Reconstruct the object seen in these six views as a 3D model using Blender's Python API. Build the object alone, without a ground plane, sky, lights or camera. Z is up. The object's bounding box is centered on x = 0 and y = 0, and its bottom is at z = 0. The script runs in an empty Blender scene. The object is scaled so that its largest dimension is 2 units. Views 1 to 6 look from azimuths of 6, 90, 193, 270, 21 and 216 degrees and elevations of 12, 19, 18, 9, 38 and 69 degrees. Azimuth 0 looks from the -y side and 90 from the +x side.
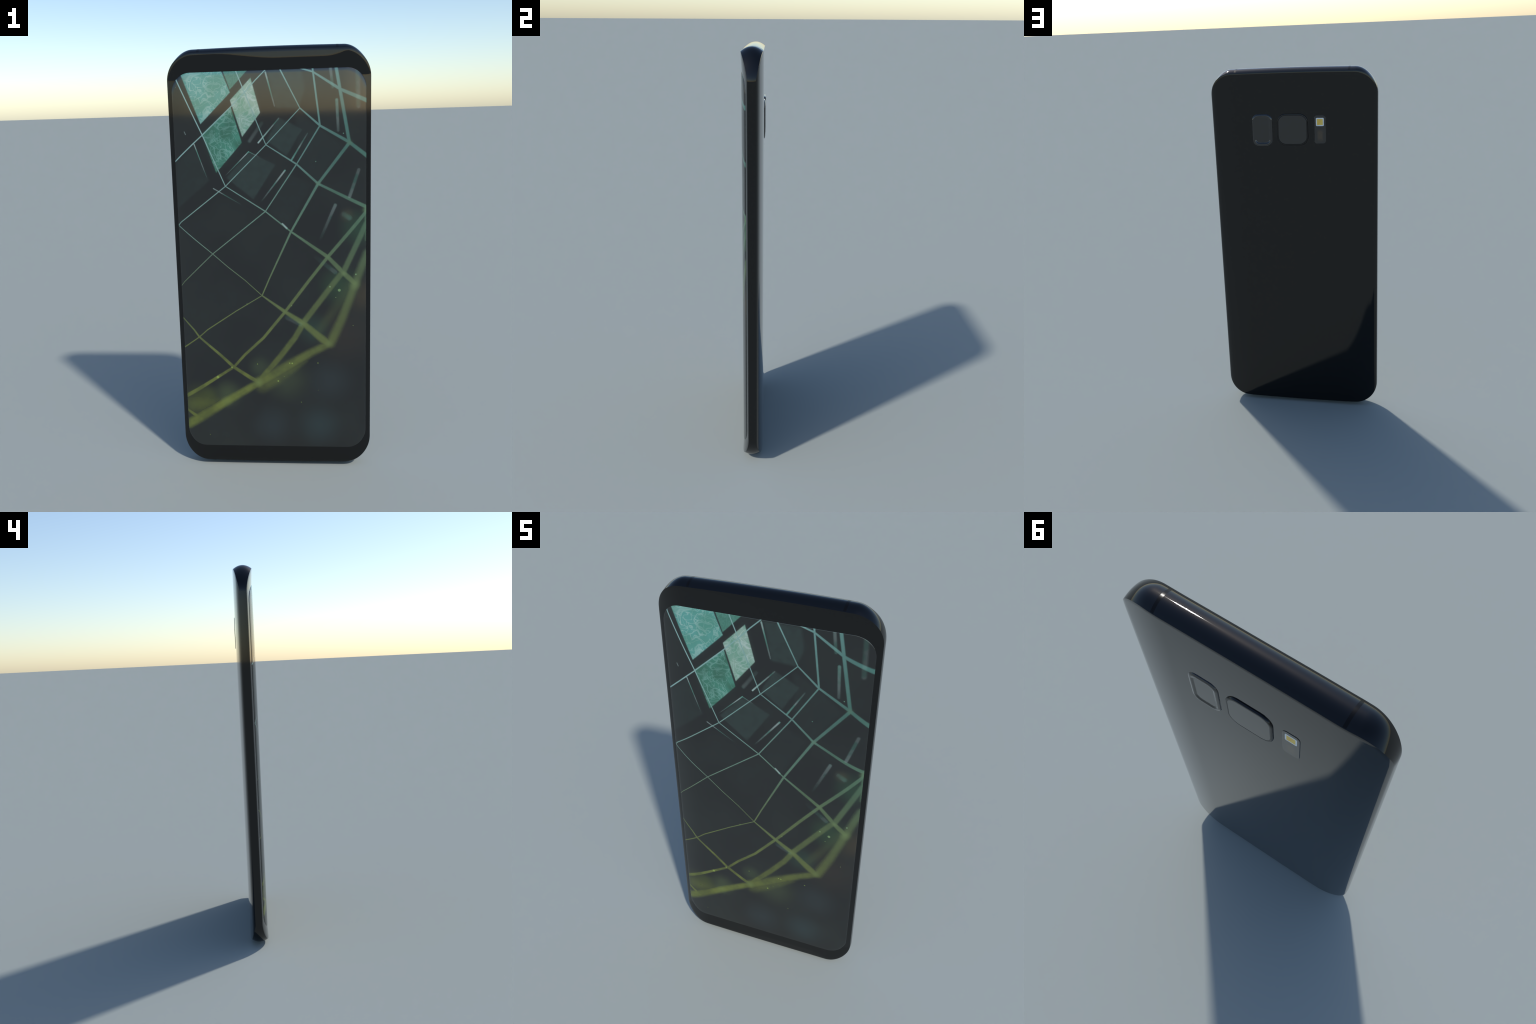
"""A black glass smartphone standing upright: curved front and back glass, a bulging
rim between them, a raised screen with a net-of-light wallpaper, and on the back
a camera, a fingerprint sensor and a flash panel."""
import bpy
import math

# ----------------------------------------------------------------- dimensions
HALF_W = 0.4575            # half width of the glass outline
Z_LOW, Z_HIGH = 0.0190, 1.9810
HALF_H = (Z_HIGH - Z_LOW) / 2
Z_MID = (Z_HIGH + Z_LOW) / 2
CROWN = 0.030              # arching of the short ends, drop per squared distance
CORNER = 0.119             # corner radius of the glass outline
FRONT_Y, BACK_Y = -0.0475, 0.0472      # flat parts of the glasses
BAND_FRONT, BAND_BACK = -0.0225, 0.0158  # edges of the rim on the long sides
SCREEN_W, SCREEN_LOW, SCREEN_HIGH, SCREEN_R = 0.4365, 0.097, 1.8935, 0.088
SCREEN_RISE, SCREEN_ROUND = 0.0032, 0.013


def smooth(t):
    t = min(1.0, max(0.0, t))
    return t * t * (3 - 2 * t)


def front_y(x, z, flare=True):
    """Front glass: flat in the middle, falling back along the long sides."""
    run = 0.130
    side = max(0.0, abs(x) - (HALF_W - run)) / run
    y = FRONT_Y + (BAND_FRONT - FRONT_Y) * side ** 2
    if flare:                       # the ends lean a little forward, then turn upright again
        end = max(0.0, abs(z - Z_MID) - 0.862) / (HALF_H - 0.862)
        level = 0.70 + 0.22 * smooth((0.05 - x) / 0.3) + 0.25 * smooth((abs(x) - 0.26) / 0.14)
        y -= 0.0070 * (end if end < level else level + 0.05 * (end - level))
    return y


def back_y(x, z):
    """Back glass: a longer, rounder fall towards the long sides."""
    wide, tight = 0.172, 0.032
    slow = min(1.0, max(0.0, abs(x) - (HALF_W - wide)) / wide)
    fast = min(1.0, max(0.0, abs(x) - (HALF_W - tight)) / tight)
    drop = 0.75 * slow ** 2 + 0.25 * (1 - math.sqrt(max(0.0, 1 - (0.985 * fast) ** 2))) / (1 - math.sqrt(1 - 0.985 ** 2))
    return BACK_Y + (BAND_BACK - BACK_Y) * drop


# ----------------------------------------------------------------- outlines
def outline(hw, hh, r, cx=0.0, cz=0.0, arc=20, along=6, upright=6):
    """Rounded rectangle as (x, z, nx, nz), counter-clockwise seen from the front (-y)."""
    pts = []
    corners = [(1, 1, 0.0), (-1, 1, 0.5), (-1, -1, 1.0), (1, -1, 1.5)]
    for k, (sx, sz, a0) in enumerate(corners):
        ox, oz = sx * (hw - r), sz * (hh - r)
        for i in range(arc + 1):
            a = (a0 + 0.5 * i / arc) * math.pi
            nx, nz = math.cos(a), math.sin(a)
            pts.append((cx + ox + r * nx, cz + oz + r * nz, nx, nz))
        nsx, nsz, na = corners[(k + 1) % 4]
        px, pz, nx, nz = pts[-1]
        qx, qz = cx + nsx * (hw - r) + r * nx, cz + nsz * (hh - r) + r * nz
        m = along if k % 2 == 0 else upright
        for i in range(1, m):
            t = i / m
            pts.append((px + (qx - px) * t, pz + (qz - pz) * t, nx, nz))
    return pts


def crowned(pts):
    """Lets the short ends of the body arch a little, and gives the outline its true normals again."""
    out = []
    for x, z, _, _ in pts:
        up = 1 if z > Z_MID else -1
        out.append((x, z - up * CROWN * x * x * smooth((abs(z - Z_MID) - 0.62) / 0.25)))
    full = []
    for k, (x, z) in enumerate(out):
        (ax, az), (bx, bz) = out[k - 1], out[(k + 1) % len(out)]
        tx, tz = bx - ax, bz - az
        ln = math.hypot(tx, tz) or 1.0
        full.append((x, z, tz / ln, -tx / ln))
    return full


def mesh_object(name, verts, faces, material, parent, angle=None):
    me = bpy.data.meshes.new(name)
    me.from_pydata(verts, [], faces)
    me.validate()
    for p in me.polygons:
        p.use_smooth = True
    if angle is not None:
        me.set_sharp_from_angle(angle=math.radians(angle))
    me.materials.append(material)
    ob = bpy.data.objects.new(name, me)
    bpy.context.scene.collection.objects.link(ob)
    ob.parent = parent
    return ob


def loft(loops, cap_last=False, cap_first=False, flip=False):
    """Quads between closed loops with the same number of points."""
    n = len(loops[0])
    verts = [p for loop in loops for p in loop]
    faces = []
    for j in range(len(loops) - 1):
        a, b = j * n, (j + 1) * n
        for i in range(n):
            k = (i + 1) % n
            faces.append((a + i, a + k, b + k, b + i))
    if cap_last:
        faces.append(tuple((len(loops) - 1) * n + i for i in range(n)))
    if cap_first:
        faces.append(tuple(reversed(range(n))))
    if flip:
        faces = [tuple(reversed(f)) for f in faces]
    return verts, faces


def sheet(hw, hh, r, cz, height, insets, crown=False, **kw):
    """Loops of a rounded rectangle, inset step by step down to its middle line."""
    loops = []
    for d in insets:
        pts = outline(hw - d, hh - d, max(r * (1 - d / hw), 1e-5), 0, cz, **kw)
        if crown:
            pts = crowned(pts)
        loops.append([(x, height(x, z, d), z) for x, z, _, _ in pts])
    return loops


# ----------------------------------------------------------------- materials
def principled(name, colour, rough=0.1, spec=0.5):
    m = bpy.data.materials.new(name)
    m.use_nodes = True
    b = m.node_tree.nodes["Principled BSDF"]
    b.inputs["Base Color"].default_value = (*colour, 1)
    b.inputs["Roughness"].default_value = rough
    b.inputs["Specular IOR Level"].default_value = spec
    return m


def top_coat(m, rough, ior=1.25):
    """A thin extra coat, which makes the glass shine more where it is seen at a slant."""
    b = m.node_tree.nodes["Principled BSDF"]
    b.inputs["Coat Weight"].default_value = 1.0
    b.inputs["Coat Roughness"].default_value = rough
    b.inputs["Coat IOR"].default_value = ior
    return m


def faint_grain(m, colour, amount=0.25, scale=60):
    """A barely visible cloudiness in the colour, so that no surface is a dead flat tone."""
    nt = m.node_tree
    co = nt.nodes.new("ShaderNodeTexCoord")
    no = nt.nodes.new("ShaderNodeTexNoise")
    no.inputs["Scale"].default_value = scale
    ra = nt.nodes.new("ShaderNodeMix")
    ra.data_type = "RGBA"
    ra.inputs["A"].default_value = (*[c * (1 - amount) for c in colour], 1)
    ra.inputs["B"].default_value = (*[c * (1 + amount) for c in colour], 1)
    nt.links.new(co.outputs["Object"], no.inputs["Vector"])
    nt.links.new(no.outputs["Fac"], ra.inputs["Factor"])
    nt.links.new(ra.outputs["Result"], nt.nodes["Principled BSDF"].inputs["Base Color"])
    return m


BLACK = (0.0007, 0.0007, 0.0008)
glass_black = top_coat(faint_grain(principled("black_glass", BLACK, 0.05, 0.36), BLACK), 0.05)
rim_black = faint_grain(principled("polished_black_metal", BLACK, 0.035), BLACK)
PAD = (0.0025, 0.0025, 0.0025)
pad_grey = top_coat(faint_grain(principled("dark_grey_pad", PAD, 0.06, 0.86), PAD, 0.1, 40), 0.06)
band_grey = principled("antenna_band_grey", (0.0025, 0.0025, 0.003), 0.24, 0.22)
trim_black = principled("camera_trim_black", BLACK, 0.1)


class Nodes:
    """Small helper that adds and joins shader nodes."""

    def __init__(self, tree):
        self.t = tree

    def put(self, socket, value):
        if isinstance(value, bpy.types.NodeSocket):
            self.t.links.new(value, socket)
        else:
            socket.default_value = value

    def math(self, op, a, b=None, clamp=False):
        n = self.t.nodes.new("ShaderNodeMath")
        n.operation, n.use_clamp = op, clamp
        self.put(n.inputs[0], a)
        if b is not None:
            self.put(n.inputs[1], b)
        return n.outputs[0]

    def vec(self, op, a, b=None, scale=None):
        n = self.t.nodes.new("ShaderNodeVectorMath")
        n.operation = op
        self.put(n.inputs[0], a)
        if b is not None:
            self.put(n.inputs[1], b)
        if scale is not None:
            self.put(n.inputs["Scale"], scale)
        return n.outputs["Value"] if op in ("DOT_PRODUCT", "LENGTH", "DISTANCE") else n.outputs["Vector"]

    def ramp_range(self, v, f0, f1, t0, t1, kind="SMOOTHSTEP"):
        n = self.t.nodes.new("ShaderNodeMapRange")
        n.interpolation_type = kind
        for k, s in zip((0, 1, 2, 3, 4), (v, f0, f1, t0, t1)):
            self.put(n.inputs[k], s)
        return n.outputs[0]

    def mix(self, f, a, b):
        n = self.t.nodes.new("ShaderNodeMix")
        n.data_type = "RGBA"
        for k, s in (("Factor", f), ("A", a), ("B", b)):
            self.put(n.inputs[k], (*s, 1) if isinstance(s, tuple) else s)
        return n.outputs["Result"]

    def noise(self, vector, scale, detail=2.0, distortion=0.0):
        n = self.t.nodes.new("ShaderNodeTexNoise")
        n.inputs["Scale"].default_value = scale
        n.inputs["Detail"].default_value = detail
        n.inputs["Distortion"].default_value = distortion
        self.put(n.inputs["Vector"], vector)
        return n.outputs["Fac"], n.outputs["Color"]


def group(name, inputs):
    g = bpy.data.node_groups.new(name, "ShaderNodeTree")
    for nm, kind in inputs:
        g.interface.new_socket(name=nm, in_out="INPUT", socket_type=kind)
    g.interface.new_socket(name="Mask", in_out="OUTPUT", socket_type="NodeSocketFloat")
    return g, g.nodes.new("NodeGroupInput"), g.nodes.new("NodeGroupOutput")


def stroke_group():
    """Soft straight stroke from A to B whose half width and strength run from end to end."""
    F, V = "NodeSocketFloat", "NodeSocketVector"
    g, i, o = group("light_stroke", [("P", V), ("A", V), ("B", V), ("W0", F), ("W1", F), ("Soft", F), ("S0", F), ("S1", F)])
    n, s = Nodes(g), i.outputs
    pa, ba = n.vec("SUBTRACT", s["P"], s["A"]), n.vec("SUBTRACT", s["B"], s["A"])
    h = n.math("DIVIDE", n.vec("DOT_PRODUCT", pa, ba), n.vec("DOT_PRODUCT", ba, ba), clamp=True)
    dist = n.vec("LENGTH", n.vec("SUBTRACT", pa, n.vec("SCALE", ba, scale=h)))
    width = n.ramp_range(h, 0.0, 1.0, s["W0"], s["W1"], "LINEAR")
    blur = n.math("ADD", n.math("MULTIPLY", width, s["Soft"]), 0.0008)
    fall = n.ramp_range(dist, n.math("SUBTRACT", width, blur), n.math("ADD", width, blur), 1.0, 0.0)
    strength = n.ramp_range(h, 0.0, 1.0, s["S0"], s["S1"], "LINEAR")
    g.links.new(n.math("MULTIPLY", fall, strength), o.inputs["Mask"])
    return g


def edge_group():
    """1 on the left of the line from A to B, 0 on its right, with a soft step."""
    F, V = "NodeSocketFloat", "NodeSocketVector"
    g, i, o = group("pane_edge", [("P", V), ("A", V), ("N", V), ("Soft", F)])
    n, s = Nodes(g), i.outputs
    d = n.vec("DOT_PRODUCT", n.vec("SUBTRACT", s["P"], s["A"]), s["N"])
    g.links.new(n.ramp_range(d, n.math("MULTIPLY", s["Soft"], -1.0), s["Soft"], 0.0, 1.0), o.inputs["Mask"])
    return g


def wallpaper():
    m = bpy.data.materials.new("screen_wallpaper")
    m.use_nodes = True
    nt = m.node_tree
    n = Nodes(nt)
    bsdf = nt.nodes["Principled BSDF"]
    bsdf.inputs["Roughness"].default_value = 0.05
    bsdf.inputs["Specular IOR Level"].default_value = 1.0
    stroke_tree, edge_tree = stroke_group(), edge_group()
    co = nt.nodes.new("ShaderNodeTexCoord").outputs["Object"]
    split = nt.nodes.new("ShaderNodeSeparateXYZ")
    nt.links.new(co, split.inputs[0])
    x, z = split.outputs["X"], split.outputs["Z"]
    flat = nt.nodes.new("ShaderNodeCombineXYZ")
    nt.links.new(x, flat.inputs["X"])
    nt.links.new(z, flat.inputs["Y"])
    P = flat.outputs[0]
    after = [None]

    def place():
        """The picture coordinates, made to wait for the mask before: keeps the shader's working memory small."""
        if after[0] is None:
            return P
        q = nt.nodes.new("ShaderNodeVectorMath")
        q.operation = "MULTIPLY_ADD"
        nt.links.new(after[0], q.inputs[0])
        q.inputs[1].default_value = (1e-9, 1e-9, 0)
        nt.links.new(P, q.inputs[2])
        return q.outputs["Vector"]

    def stroke(a, b, w0, w1, soft, s0, s1):
        g = nt.nodes.new("ShaderNodeGroup")
        g.node_tree = stroke_tree
        for k, v in (("P", place()), ("A", (*a, 0)), ("B", (*b, 0)), ("W0", w0), ("W1", w1), ("Soft", soft), ("S0", s0), ("S1", s1)):
            n.put(g.inputs[k], v)
        after[0] = g.outputs["Mask"]
        return g.outputs["Mask"]

    def thread(points, w0, w1, soft=0.35, s0=1.0, s1=None):
        """Polyline whose half width goes from w0 to w1 along its length."""
        s1 = s0 if s1 is None else s1
        length = [0.0]
        for a, b in zip(points, points[1:]):
            length.append(length[-1] + math.dist(a, b))
        out = None
        for k, (a, b) in enumerate(zip(points, points[1:])):
            f0, f1 = length[k] / length[-1], length[k + 1] / length[-1]
            q = stroke(a, b, w0 + (w1 - w0) * f0, w0 + (w1 - w0) * f1, soft, s0 + (s1 - s0) * f0, s0 + (s1 - s0) * f1)
            out = q if out is None else n.math("MAXIMUM", out, q)
        return out

    def pane(points, soft=0.004):
        """Convex polygon mask; corners in either turning sense."""
        area = sum(a[0] * b[1] - b[0] * a[1] for a, b in zip(points, points[1:] + points[:1]))
        sign = 1 if area > 0 else -1
        out = None
        for a, b in zip(points, points[1:] + points[:1]):
            dx, dz = b[0] - a[0], b[1] - a[1]
            ln = math.hypot(dx, dz)
            g = nt.nodes.new("ShaderNodeGroup")
            g.node_tree = edge_tree
            for k, v in (("P", place()), ("A", (*a, 0)), ("N", (-dz / ln * sign, dx / ln * sign, 0)), ("Soft", soft)):
                n.put(g.inputs[k], v)
            q = after[0] = g.outputs["Mask"]
            out = q if out is None else n.math("MULTIPLY", out, q)
        return out

    def join(masks):
        out = masks[0]
        for q in masks[1:]:
            out = n.math("MAXIMUM", out, q)
        return out

    # the dark ground of the picture, a little cloudy
    cloud, _ = n.noise(P, 3.2, 2.0)
    col = n.mix(n.ramp_range(cloud, 0.35, 0.68, 0.0, 1.0), (0.0010, 0.0015, 0.0018), (0.0040, 0.0065, 0.0055))

    # dim panes and bright panes with wisps of light in them
    dim = join([
        pane([(-0.090, 1.537), (0.026, 1.476), (-0.077, 1.321), (-0.199, 1.422)], 0.006),
        pane([(0.044, 1.686), (0.152, 1.633), (0.079, 1.517), (-0.010, 1.586)], 0.007),
        pane([(0.001, 1.890), (0.150, 1.890), (0.165, 1.800), (0.134, 1.724), (0.032, 1.730)], 0.010),
        n.math("MULTIPLY", pane([(-0.432, 1.492), (-0.344, 1.575), (-0.279, 1.411), (-0.432, 1.285)], 0.008), 0.45),
        n.math("MULTIPLY", pane([(0.125, 1.700), (0.225, 1.640), (0.330, 1.555), (0.215, 1.400), (0.130, 1.480)], 0.012), 0.28),
        n.math("MULTIPLY", pane([(0.070, 1.440), (0.190, 1.385), (0.085, 1.190), (-0.010, 1.265)], 0.012), 0.25),
    ])
    mottle, _ = n.noise(P, 38, 3.0)
    dim = n.math("MULTIPLY", dim, n.ramp_range(mottle, 0.3, 0.8, 0.75, 1.2))
    col = n.mix(dim, col, (0.012, 0.024, 0.021))

    warp = n.vec("ADD", P, n.vec("SCALE", n.noise(P, 11, 2.0)[1], scale=0.05))
    wisp = None
    for scale, gap in ((17, 0.030), (12, 0.024), (25, 0.034)):
        f, _ = n.noise(n.vec("ADD", warp, (scale * 0.13, 0.0, 0.0)), scale, 1.2, 0.9)
        line = n.ramp_range(n.math("ABSOLUTE", n.math("SUBTRACT", f, 0.5)), 0.0, gap, 1.0, 0.0)
        wisp = line if wisp is None else n.math("MAXIMUM", wisp, n.math("MULTIPLY", line, 0.75))
    patch, _ = n.noise(P, 9, 2.0)
    patch = n.ramp_range(patch, 0.35, 0.65, 0.0, 1.0)
    wisp = n.math("MULTIPLY", wisp, n.ramp_range(patch, 0.0, 1.0, 0.35, 0.9, "LINEAR"))
    panes = (
        ([(-0.395, 1.900), (-0.207, 1.900), (-0.169, 1.802), (-0.308, 1.667)], (0.068, 0.24, 0.185), (0.085, 0.29, 0.255), (0.29, 0.45, 0.40), 0.95),
        ([(-0.303, 1.622), (-0.168, 1.739), (-0.123, 1.579), (-0.245, 1.446)], (0.026, 0.120, 0.078), (0.048, 0.205, 0.145), (0.16, 0.33, 0.28), 1.0),
        ([(-0.170, 1.768), (-0.075, 1.862), (-0.036, 1.710), (-0.120, 1.606)], (0.12, 0.28, 0.20), (0.23, 0.35, 0.28), (0.36, 0.46, 0.42), 1.0),
        ([(-0.199, 1.900), (-0.085, 1.900), (-0.169, 1.815)], (0.035, 0.14, 0.10), (0.055, 0.19, 0.14), (0.10, 0.25, 0.20), 0.7),
    )
    for pts, low, high, spark, much in panes:
        inner = n.mix(n.math("MULTIPLY", wisp, much), n.mix(patch, low, high), spark)
        col = n.mix(n.math("MULTIPLY", pane(pts, 0.022), 0.06), col, high)
        col = n.mix(pane(pts, 0.003), col, inner)

    # the big soft lights low down in the picture
    for (bx, bz), r, shade, much in (
            ((0.265, 0.440), 0.150, (0.009, 0.015, 0.017), 0.9), ((-0.020, 0.205), 0.137, (0.008, 0.015, 0.018), 0.9),
            ((0.213, 0.210), 0.143, (0.009, 0.020, 0.022), 1.0), ((-0.070, 0.508), 0.072, (0.022, 0.034, 0.014), 0.9),
            ((0.330, 0.670), 0.200, (0.014, 0.009, 0.006), 0.8), ((0.425, 0.860), 0.117, (0.03, 0.022, 0.01), 0.8),
            ((-0.232, 0.370), 0.091, (0.033, 0.048, 0.016), 0.9), ((-0.325, 0.362), 0.065, (0.028, 0.04, 0.006), 0.9),
            ((0.060, 0.445), 0.143, (0.024, 0.034, 0.013), 0.8), ((0.310, 0.910), 0.124, (0.012, 0.036, 0.014), 0.9),
            ((-0.370, 0.330), 0.117, (0.038, 0.048, 0.004), 0.8), ((0.190, 0.700), 0.104, (0.01, 0.033, 0.02), 0.7),
            ((0.350, 1.240), 0.046, (0.030, 0.028, 0.014), 0.9), ((0.400, 1.180), 0.111, (0.01, 0.038, 0.018), 0.8)):
        d = n.vec("DISTANCE", P, (bx, bz, 0))
        col = n.mix(n.ramp_range(d, 0.0, r, much, 0.0), col, shade)

    # the net of light: pale and thin at the upper left, broad and soft at the lower right
    tone = nt.nodes.new("ShaderNodeValToRGB")
    stops = ((0.10, (0.132, 0.158, 0.018)), (0.27, (0.108, 0.130, 0.022)), (0.45, (0.090, 0.125, 0.042)),
             (0.60, (0.065, 0.130, 0.075)), (0.74, (0.042, 0.112, 0.086)), (0.93, (0.045, 0.140, 0.120)))
    ramp = tone.color_ramp
    for k, (pos, c) in enumerate(stops):
        e = ramp.elements[k] if k < 2 else ramp.elements.new(pos)
        e.position, e.color = pos, (*c, 1)
    nt.links.new(n.ramp_range(z, 0.0, 2.0, 0.0, 1.0, "LINEAR"), tone.inputs[0])
    pale = n.ramp_range(n.math("SUBTRACT", n.math("MULTIPLY", z, 0.35), x), 0.20, 0.95, 0.0, 0.68, "LINEAR")
    pale = n.math("MULTIPLY", pale, n.ramp_range(z, 0.75, 1.55, 0.0, 1.0))
    net_colour = n.mix(pale, tone.outputs["Color"], (0.33, 0.54, 0.51))
    net = join([
        thread([(-0.415, 1.870), (-0.303, 1.619), (-0.205, 1.383)], 0.0024, 0.0020),
        thread([(-0.140, 1.894), (-0.014, 1.567)], 0.0022, 0.0020),
        thread([(-0.009, 1.894), (-0.055, 1.851), (-0.101, 1.803), (-0.168, 1.739), (-0.304, 1.616), (-0.344, 1.582), (-0.402, 1.531), (-0.436, 1.500)], 0.0022, 0.0024),
        thread([(0.056, 1.896), (0.142, 1.725)], 0.0028, 0.0022),
        thread([(0.142, 1.725), (-0.014, 1.567), (-0.205, 1.383), (-0.422, 1.218), (-0.434, 1.204)], 0.0019, 0.0020),
        thread([(0.142, 1.725), (0.230, 1.646), (0.360, 1.570), (0.442, 1.504)], 0.0026, 0.0085),
        thread([(0.200, 1.896), (0.230, 1.646)], 0.0038, 0.0038),
        thread([(0.143, 1.897), (0.200, 1.880), (0.325, 1.799), (0.440, 1.749)], 0.0026, 0.0090),
        thread([(0.303, 1.896), (0.360, 1.570)], 0.0068, 0.0072),
        thread([(-0.014, 1.567), (0.123, 1.477), (0.219, 1.387), (0.438, 1.275)], 0.0018, 0.0078),
        thread([(0.230, 1.646), (0.123, 1.477), (-0.024, 1.264), (-0.277, 1.067), (-0.345, 1.003), (-0.419, 0.932), (-0.436, 0.911)], 0.0030, 0.0015),
        thread([(0.360, 1.567), (0.219, 1.387), (0.092, 1.168), (-0.014, 0.945), (-0.050, 0.864)], 0.0070, 0.0026),
        thread([(-0.050, 0.864), (-0.175, 0.789), (-0.317, 0.696), (-0.359, 0.659), (-0.436, 0.603)], 0.0020, 0.0028),
        thread([(-0.205, 1.383), (-0.024, 1.264), (0.092, 1.168)], 0.0018, 0.0032),
        thread([(0.092, 1.168), (0.260, 1.047), (0.333, 0.969), (0.384, 0.921)], 0.0040, 0.0120, 0.4, 1.0, 0.85),
        thread([(-0.432, 1.200), (-0.277, 1.067), (-0.208, 1.004), (-0.129, 0.939), (-0.050, 0.864)], 0.0017, 0.0017),
        thread([(-0.050, 0.864), (0.057, 0.784), (0.141, 0.728), (0.255, 0.628)], 0.0028, 0.0180, 0.5, 1.0, 0.85),
        thread([(0.440, 1.257), (0.260, 1.047), (0.168, 0.930), (0.057, 0.784), (-0.048, 0.656), (-0.141, 0.570), (-0.197, 0.507)], 0.0078, 0.0060, 0.35, 0.9, 0.9),
        thread([(-0.197, 0.507), (-0.278, 0.455), (-0.436, 0.352)], 0.0060, 0.0090, 0.35, 0.9),
        thread([(0.440, 1.205), (0.337, 0.987), (0.287, 0.923), (0.151, 0.742), (0.102, 0.657), (0.025, 0.556), (-0.079, 0.431)], 0.0120, 0.0130, 0.45, 0.68, 0.75),
        thread([(-0.436, 0.752), (-0.384, 0.695), (-0.359, 0.659), (-0.260, 0.569), (-0.197, 0.507), (-0.117, 0.453), (-0.079, 0.431)], 0.0026, 0.0095, 0.35, 1.0, 0.9),
        thread([(0.440, 1.060), (0.384, 0.914), (0.320, 0.742), (0.269, 0.628)], 0.0160, 0.0190, 0.75, 0.66, 0.70),
        thread([(0.269, 0.628), (0.176, 0.581), (0.037, 0.497), (-0.079, 0.427)], 0.0150, 0.0240, 0.65, 0.75, 0.82),
        thread([(-0.079, 0.427), (-0.234, 0.333), (-0.373, 0.243), (-0.436, 0.203)], 0.0150, 0.0210, 0.60, 0.90, 0.85),
        thread([(-0.060, 0.410), (0.020, 0.450), (0.150, 0.540)], 0.0260, 0.0100, 0.90, 0.45, 0.30),
        thread([(-0.436, 0.278), (-0.381, 0.242)], 0.0060, 0.0100, 0.45, 0.8),
        thread([(-0.436, 0.305), (-0.248, 0.325)], 0.0360, 0.0200, 0.95, 0.42, 0.15),
        thread([(0.434, 1.280), (0.434, 1.120)], 0.0060, 0.0040, 0.80, 0.8, 0.3),
        thread([(0.365, 0.900), (0.215, 0.690)], 0.0260, 0.0160, 0.95, 0.18, 0.16),
    ])
    smoke, _ = n.noise(P, 13, 3.0)
    patchy = n.math("MULTIPLY", n.ramp_range(smoke, 0.38, 0.66, 0.0, 0.42), n.ramp_range(z, 0.45, 0.80, 1.0, 0.25))
    net = n.math("MULTIPLY", net, n.math("SUBTRACT", 1.0, patchy))
    col = n.mix(net, col, net_colour)

    # glows where broad threads cross
    knots = join([n.ramp_range(n.vec("DISTANCE", P, (kx, kz, 0)), 0.0, r, s, 0.0) for kx, kz, r, s in (
        (0.333, 0.969, 0.020, 0.9), (0.360, 1.568, 0.022, 0.5), (0.219, 1.387, 0.018, 0.6), (0.384, 0.914, 0.038, 0.7),
        (0.260, 1.047, 0.018, 0.6), (0.141, 0.728, 0.030, 0.6), (0.262, 0.628, 0.030, 0.6), (-0.079, 0.429, 0.034, 0.8),
        (0.434, 1.262, 0.024, 0.7), (0.057, 0.784, 0.016, 0.5), (-0.240, 0.330, 0.040, 0.4))])
    col = n.mix(n.math("MULTIPLY", knots, 0.55), col, n.mix(0.25, net_colour, (0.30, 0.45, 0.16)))

    # short bars of light
    bars = join([
        thread([(0.053, 1.206), (0.073, 1.184)], 0.0030, 0.0040, 0.5, 0.6),
        thread([(-0.093, 1.538), (-0.206, 1.429)], 0.0022, 0.0016, 0.4, 0.75, 0.0),
        thread([(-0.093, 1.538), (-0.045, 1.513)], 0.0016, 0.0016, 0.4, 0.45, 0.0),
        thread([(0.047, 1.683), (-0.048, 1.577)], 0.0024, 0.0032, 0.4, 0.15, 0.85),
        thread([(-0.008, 1.884), (0.029, 1.737)], 0.0034, 0.0026, 0.4, 0.65, 0.15),
        thread([(0.070, 1.450), (-0.044, 1.307)], 0.0036, 0.0026, 0.4, 0.60, 0.0),
        thread([(0.174, 1.613), (0.101, 1.497)], 0.0028, 0.0036, 0.4, 0.08, 0.55),
        thread([(0.305, 1.756), (0.311, 1.622)], 0.0062, 0.0055, 0.45, 0.38, 0.10),
        thread([(0.278, 1.896), (0.288, 1.812)], 0.0060, 0.0060, 0.5, 0.22, 0.14),
        thread([(0.397, 1.880), (0.400, 1.726)], 0.0090, 0.0090, 0.6, 0.10, 0.10),
        thread([(0.402, 1.445), (0.361, 1.326)], 0.0070, 0.0070, 0.45, 0.12, 0.20),
        thread([(0.296, 1.288), (0.223, 1.123)], 0.0070, 0.0055, 0.45, 0.22, 0.0),
        thread([(-0.342, 1.578), (-0.289, 1.424)], 0.0022, 0.0018, 0.4, 0.65, 0.05),
        thread([(-0.261, 1.374), (-0.131, 1.295)], 0.0022, 0.0018, 0.4, 0.45, 0.0),
        thread([(-0.385, 1.634), (-0.380, 1.622)], 0.0020, 0.0020, 0.4, 0.30),
        thread([(0.206, 1.046), (0.294, 0.974)], 0.0090, 0.0095, 0.4, 0.01, 0.10),
        thread([(0.066, 0.755), (0.128, 0.722)], 0.0090, 0.0090, 0.6, 0.07, 0.08),
        thread([(-0.031, 1.663), (-0.088, 1.585)], 0.0070, 0.0070, 0.6, 0.05, 0.12),
        thread([(0.335, 1.245), (0.360, 1.228)], 0.0100, 0.0100, 0.7, 0.10, 0.16),
    ])
    bar_colour = n.mix(n.ramp_range(n.noise(P, 14)[0], 0.4, 0.6, 0.0, 1.0), (0.16, 0.46, 0.36), (0.48, 0.62, 0.58))
    col = n.mix(n.math("MULTIPLY", bars, 0.72), col, bar_colour)

    # dust motes: a sparse cell pattern, thickest along the lowest strands
    cells = nt.nodes.new("ShaderNodeTexVoronoi")
    cells.inputs["Scale"].default_value = 24
    nt.links.new(P, cells.inputs["Vector"])
    pick = nt.nodes.new("ShaderNodeSeparateColor")
    nt.links.new(cells.outputs["Color"], pick.inputs[0])
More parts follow.
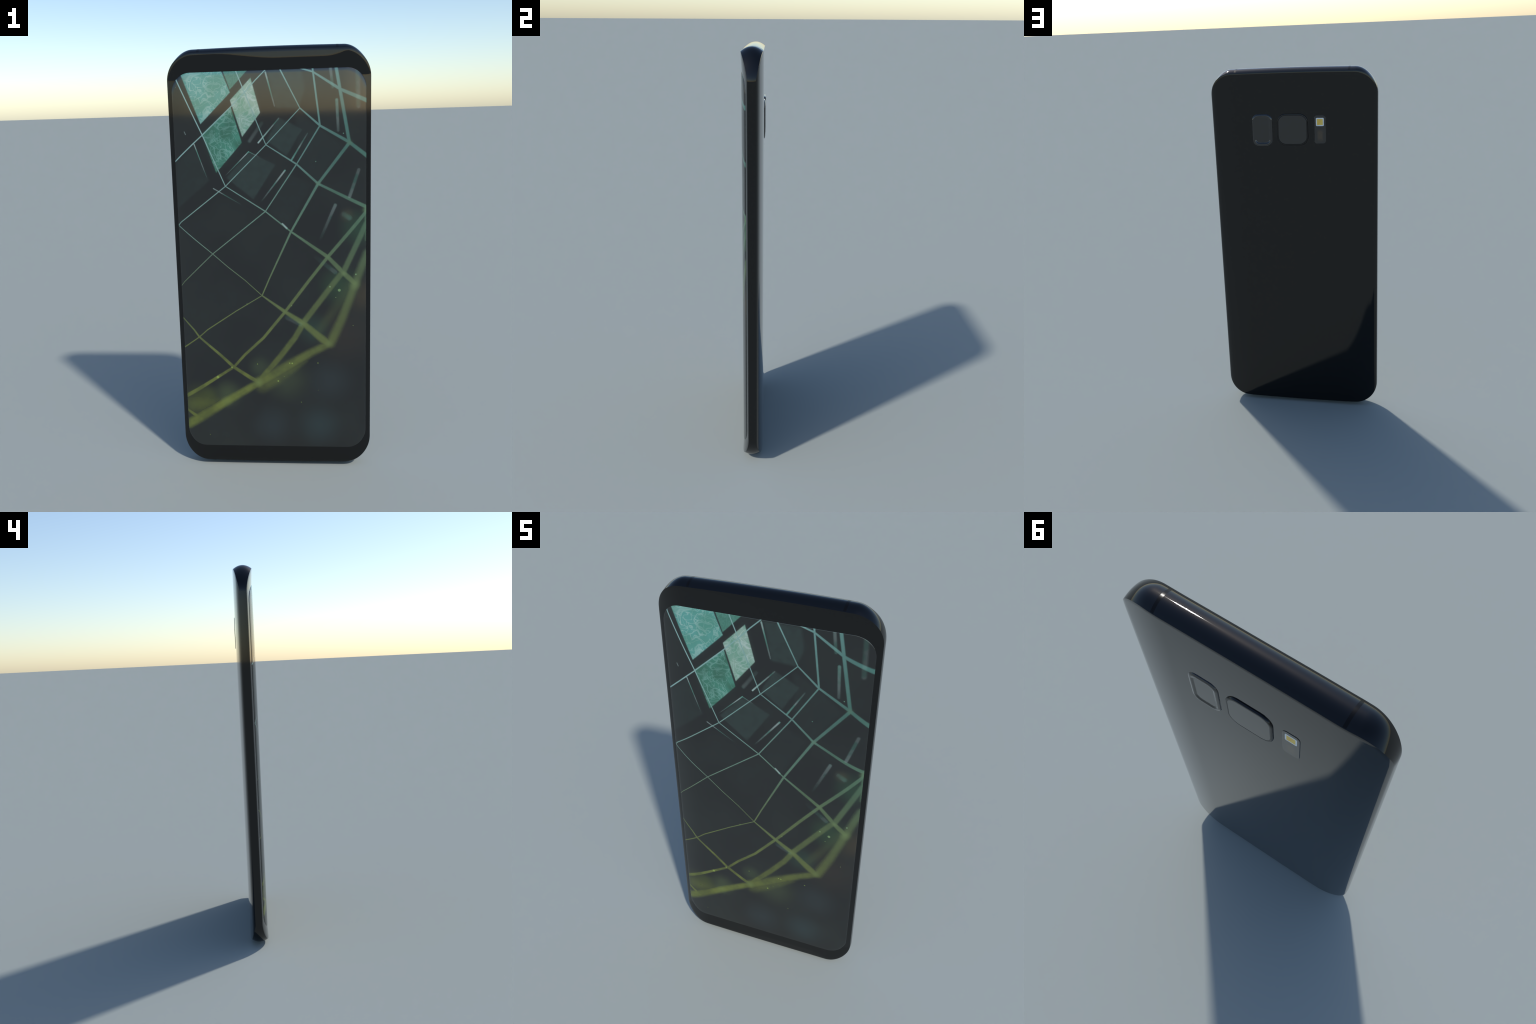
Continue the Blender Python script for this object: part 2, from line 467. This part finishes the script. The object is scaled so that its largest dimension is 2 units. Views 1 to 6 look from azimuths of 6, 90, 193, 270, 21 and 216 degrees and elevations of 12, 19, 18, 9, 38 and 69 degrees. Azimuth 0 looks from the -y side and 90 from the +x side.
    low = n.ramp_range(z, 1.05, 0.75, 0.03, 0.16, "LINEAR")
    chosen = n.math("LESS_THAN", pick.outputs[0], low)
    size = n.ramp_range(pick.outputs[1], 0.0, 1.0, 0.05, 0.13, "LINEAR")
    mote = n.math("MULTIPLY", n.ramp_range(cells.outputs["Distance"], 0.02, size, 0.6, 0.0), chosen)
    for kx, kz, r in ((-0.277, 0.455, 0.0085), (0.312, 0.888, 0.0085), (0.269, 0.905, 0.005), (0.074, 0.528, 0.004),
                      (0.086, 0.527, 0.005), (0.017, 0.437, 0.005), (-0.206, 0.506, 0.005), (0.389, 0.962, 0.005)):
        mote = n.math("MAXIMUM", mote, n.ramp_range(n.vec("DISTANCE", P, (kx, kz, 0)), r * 0.5, r, 0.65, 0.0))
    mote_colour = n.mix(n.ramp_range(z, 0.5, 1.3, 0.0, 1.0), (0.26, 0.36, 0.06), (0.13, 0.28, 0.20))
    col = n.mix(mote, col, mote_colour)
    nt.links.new(col, bsdf.inputs["Base Color"])
    return m


def flash_material():
    """White frame with a yellow phosphor square in it."""
    m = principled("flash_white", (0.8, 0.8, 0.8), 0.25)
    nt = m.node_tree
    n = Nodes(nt)
    s = nt.nodes.new("ShaderNodeSeparateXYZ")
    nt.links.new(nt.nodes.new("ShaderNodeTexCoord").outputs["Object"], s.inputs[0])
    dx = n.math("ABSOLUTE", n.math("ADD", s.outputs["X"], 0.151))
    dz = n.math("ABSOLUTE", n.math("SUBTRACT", s.outputs["Z"], 1.7125))
    far = n.math("MAXIMUM", dx, dz)
    blot, _ = n.noise(n.vec("SCALE", nt.nodes["Texture Coordinate"].outputs["Object"], scale=1.0), 45, 3.0)
    yellow = n.mix(n.ramp_range(blot, 0.35, 0.65, 0.0, 1.0), (0.80, 0.50, 0.090), (0.82, 0.59, 0.125))
    white = n.mix(n.ramp_range(blot, 0.3, 0.7, 0.0, 1.0), (0.66, 0.69, 0.71), (0.80, 0.83, 0.84))
    nt.links.new(n.mix(n.ramp_range(far, 0.0150, 0.0172, 0.0, 1.0), yellow, white), nt.nodes["Principled BSDF"].inputs["Base Color"])
    return m


def pulse_panel_material():
    """Dark grey panel with a soft brown window in its lower half."""
    m = top_coat(principled("flash_panel_grey", PAD, 0.06, 0.86), 0.06)
    nt = m.node_tree
    n = Nodes(nt)
    s = nt.nodes.new("ShaderNodeSeparateXYZ")
    nt.links.new(nt.nodes.new("ShaderNodeTexCoord").outputs["Object"], s.inputs[0])
    dx = n.ramp_range(n.math("ABSOLUTE", n.math("ADD", s.outputs["X"], 0.151)), 0.006, 0.022, 1.0, 0.0)
    dz = n.ramp_range(n.math("ABSOLUTE", n.math("SUBTRACT", s.outputs["Z"], 1.641)), 0.012, 0.038, 1.0, 0.0)
    window = n.math("MULTIPLY", dx, dz)
    nt.links.new(n.mix(window, PAD, (0.045, 0.026, 0.010)), nt.nodes["Principled BSDF"].inputs["Base Color"])
    return m


# ----------------------------------------------------------------- build
phone = bpy.data.objects.new("smartphone", None)
bpy.context.scene.collection.objects.link(phone)
phone["label"] = "black curved glass smartphone standing upright, lit net wallpaper"
phone["category"] = "smartphone"

SIDES = dict(crown=True, arc=28, along=40, upright=40)
FINE = [0.0, 0.001, 0.0025, 0.004, 0.006, 0.008, 0.010, 0.0125, 0.015] + [0.02 + 0.005 * i for i in range(30)] + [0.18, 0.21, 0.25, 0.30, 0.35, 0.40, HALF_W - 1e-5]


def front_height(x, z, d):
    lip = 0.0010 * max(0.0, 1 - d / 0.010) ** 2
    return front_y(x, z) + lip


def back_height(x, z, d):
    return back_y(x, z) - 0.0010 * max(0.0, 1 - d / 0.010) ** 2


v, f = loft(sheet(HALF_W, HALF_H, CORNER, Z_MID, front_height, FINE, **SIDES))
mesh_object("front_glass", v, f, glass_black, phone)
v, f = loft(sheet(HALF_W, HALF_H, CORNER, Z_MID, back_height, FINE, **SIDES), flip=True)
mesh_object("back_glass", v, f, glass_black, phone)


def bulge_at(nz):
    """How far the rim stands out beyond the glass: little on the sides, much at the ends."""
    w = abs(nz) ** 5
    return 0.0014 + (0.0190 - 0.0014) * w


def rim_point(x, z, nx, nz, t, proud=0.0):
    y0, y1 = front_height(x, z, 0), back_height(x, z, 0)
    y = (y0 + y1) / 2 + (y1 - y0) / 2 * t
    b = bulge_at(nz) * (1 - t * t) + proud
    return (x + nx * b, y, z + nz * b)


STEPS = 24
edge = crowned(outline(HALF_W, HALF_H, CORNER, 0, Z_MID, arc=28, along=40, upright=40))
loops = [[rim_point(*p, -1 + 2 * j / STEPS) for p in edge] for j in range(STEPS + 1)]
v, f = loft(loops, flip=True)
mesh_object("rim", v, f, rim_black, phone)

# antenna bands: thin inlays across the rim near both ends of the short sides
for nz, z in ((1, Z_HIGH), (-1, Z_LOW)):
    for cx in (-0.309, 0.309):
        verts, faces, cols = [], [], 5
        for j in range(STEPS + 1):
            t = (-1 + 2 * j / STEPS) * 0.96
            for i in range(cols):
                proud = 0.00008 if 0 < i < cols - 1 else 0.00005
                x = cx + (i / (cols - 1) - 0.5) * 0.011
                verts.append(rim_point(x, z - nz * CROWN * x * x, 2 * CROWN * x, nz, t, proud))
        for j in range(STEPS):
            for i in range(cols - 1):
                a = j * cols + i
                q = (a, a + 1, a + cols + 1, a + cols)
                faces.append(q if nz > 0 else tuple(reversed(q)))
        mesh_object("antenna_band", verts, faces, band_grey, phone)

# raised screen with a softly rounded edge
SCREEN_HH, SCREEN_MID = (SCREEN_HIGH - SCREEN_LOW) / 2, (SCREEN_HIGH + SCREEN_LOW) / 2


def screen_height(x, z, d):
    if d < 0:
        return front_y(x, z) + 0.002
    up = 0.42 * min(1.0, d / 0.0018) + 0.58 * (1 - max(0.0, 1 - d / SCREEN_ROUND) ** 2)
    low = min(front_y(x, z) - 0.0002, front_y(x, z, False) - 0.0006)
    high = front_y(x, z, False) - SCREEN_RISE
    return low + (high - low) * up


INSETS = [0.0, 0.0, 0.0008, 0.0018, 0.003, 0.0045, 0.006, 0.0078, 0.0095, 0.011, 0.0125, 0.0145] + [0.018 + 0.005 * i for i in range(24)] + [0.15, 0.2, 0.26, 0.33, 0.40, SCREEN_W - 1e-5]
loops = sheet(SCREEN_W, SCREEN_HH, SCREEN_R, SCREEN_MID, screen_height, INSETS, arc=24, along=30, upright=40)
loops[0] = [(x, y + 0.004, z) for x, y, z in loops[0]]
v, f = loft(loops)
mesh_object("screen", v, f, wallpaper(), phone, 50)


# ----------------------------------------------------------------- back details
def pad(name, cx, cz, hw, hh, r, steps, material, parent, angle=25):
    """Rounded pad on the back: steps are (inset, height above the glass) from outside in; capped."""
    loops = []
    for d, h in steps:
        loops.append([(x, BACK_Y + h, z) for x, z, _, _ in outline(hw - d, hh - d, max(r - d * 0.8, 0.004), cx, cz, arc=12, along=2, upright=2)])
    v, f = loft(loops, cap_last=True, flip=True)
    return mesh_object(name, v, f, material, parent, angle)


# camera: glossy trim with a flat window set into it
camera = pad("camera", 0.0, 1.6725, 0.0855, 0.0858, 0.047,
             [(0.0, -0.003), (0.0, 0.0022), (0.0008, 0.0042), (0.0018, 0.0053), (0.0032, 0.0058), (0.0055, 0.0059), (0.0076, 0.0058), (0.0080, 0.0053), (0.0084, 0.0040)], trim_black, phone)
pad("camera_window", 0.0, 1.6725, 0.0775, 0.0768, 0.040,
    [(0.0, 0.0020), (0.0, 0.0053), (0.0005, 0.0056), (0.0012, 0.0056)], pad_grey, camera)

# fingerprint sensor: a low rounded rim sloping down into a flat finger pad
pad("fingerprint_sensor", 0.1685, 1.6715, 0.0565, 0.0870, 0.034,
    [(0.0, -0.003), (0.0, 0.0014), (0.0016, 0.0026), (0.0050, 0.0044), (0.0080, 0.0054), (0.0105, 0.0056), (0.0130, 0.0051), (0.0160, 0.0034), (0.0185, 0.0019), (0.0200, 0.0015), (0.0210, 0.0015)], pad_grey, phone, 60)

# flash panel with the flash in its upper half
panel = pad("flash_panel", -0.151, 1.672, 0.0315, 0.0760, 0.017,
            [(0.0, -0.003), (0.0, 0.0010), (0.0010, 0.0018), (0.0016, 0.0018)], pulse_panel_material(), phone)
pad("flash", -0.151, 1.7125, 0.0215, 0.0218, 0.005, [(0.0, 0.0), (0.0, 0.0020), (0.0004, 0.0023), (0.0008, 0.0023)], flash_material(), panel)
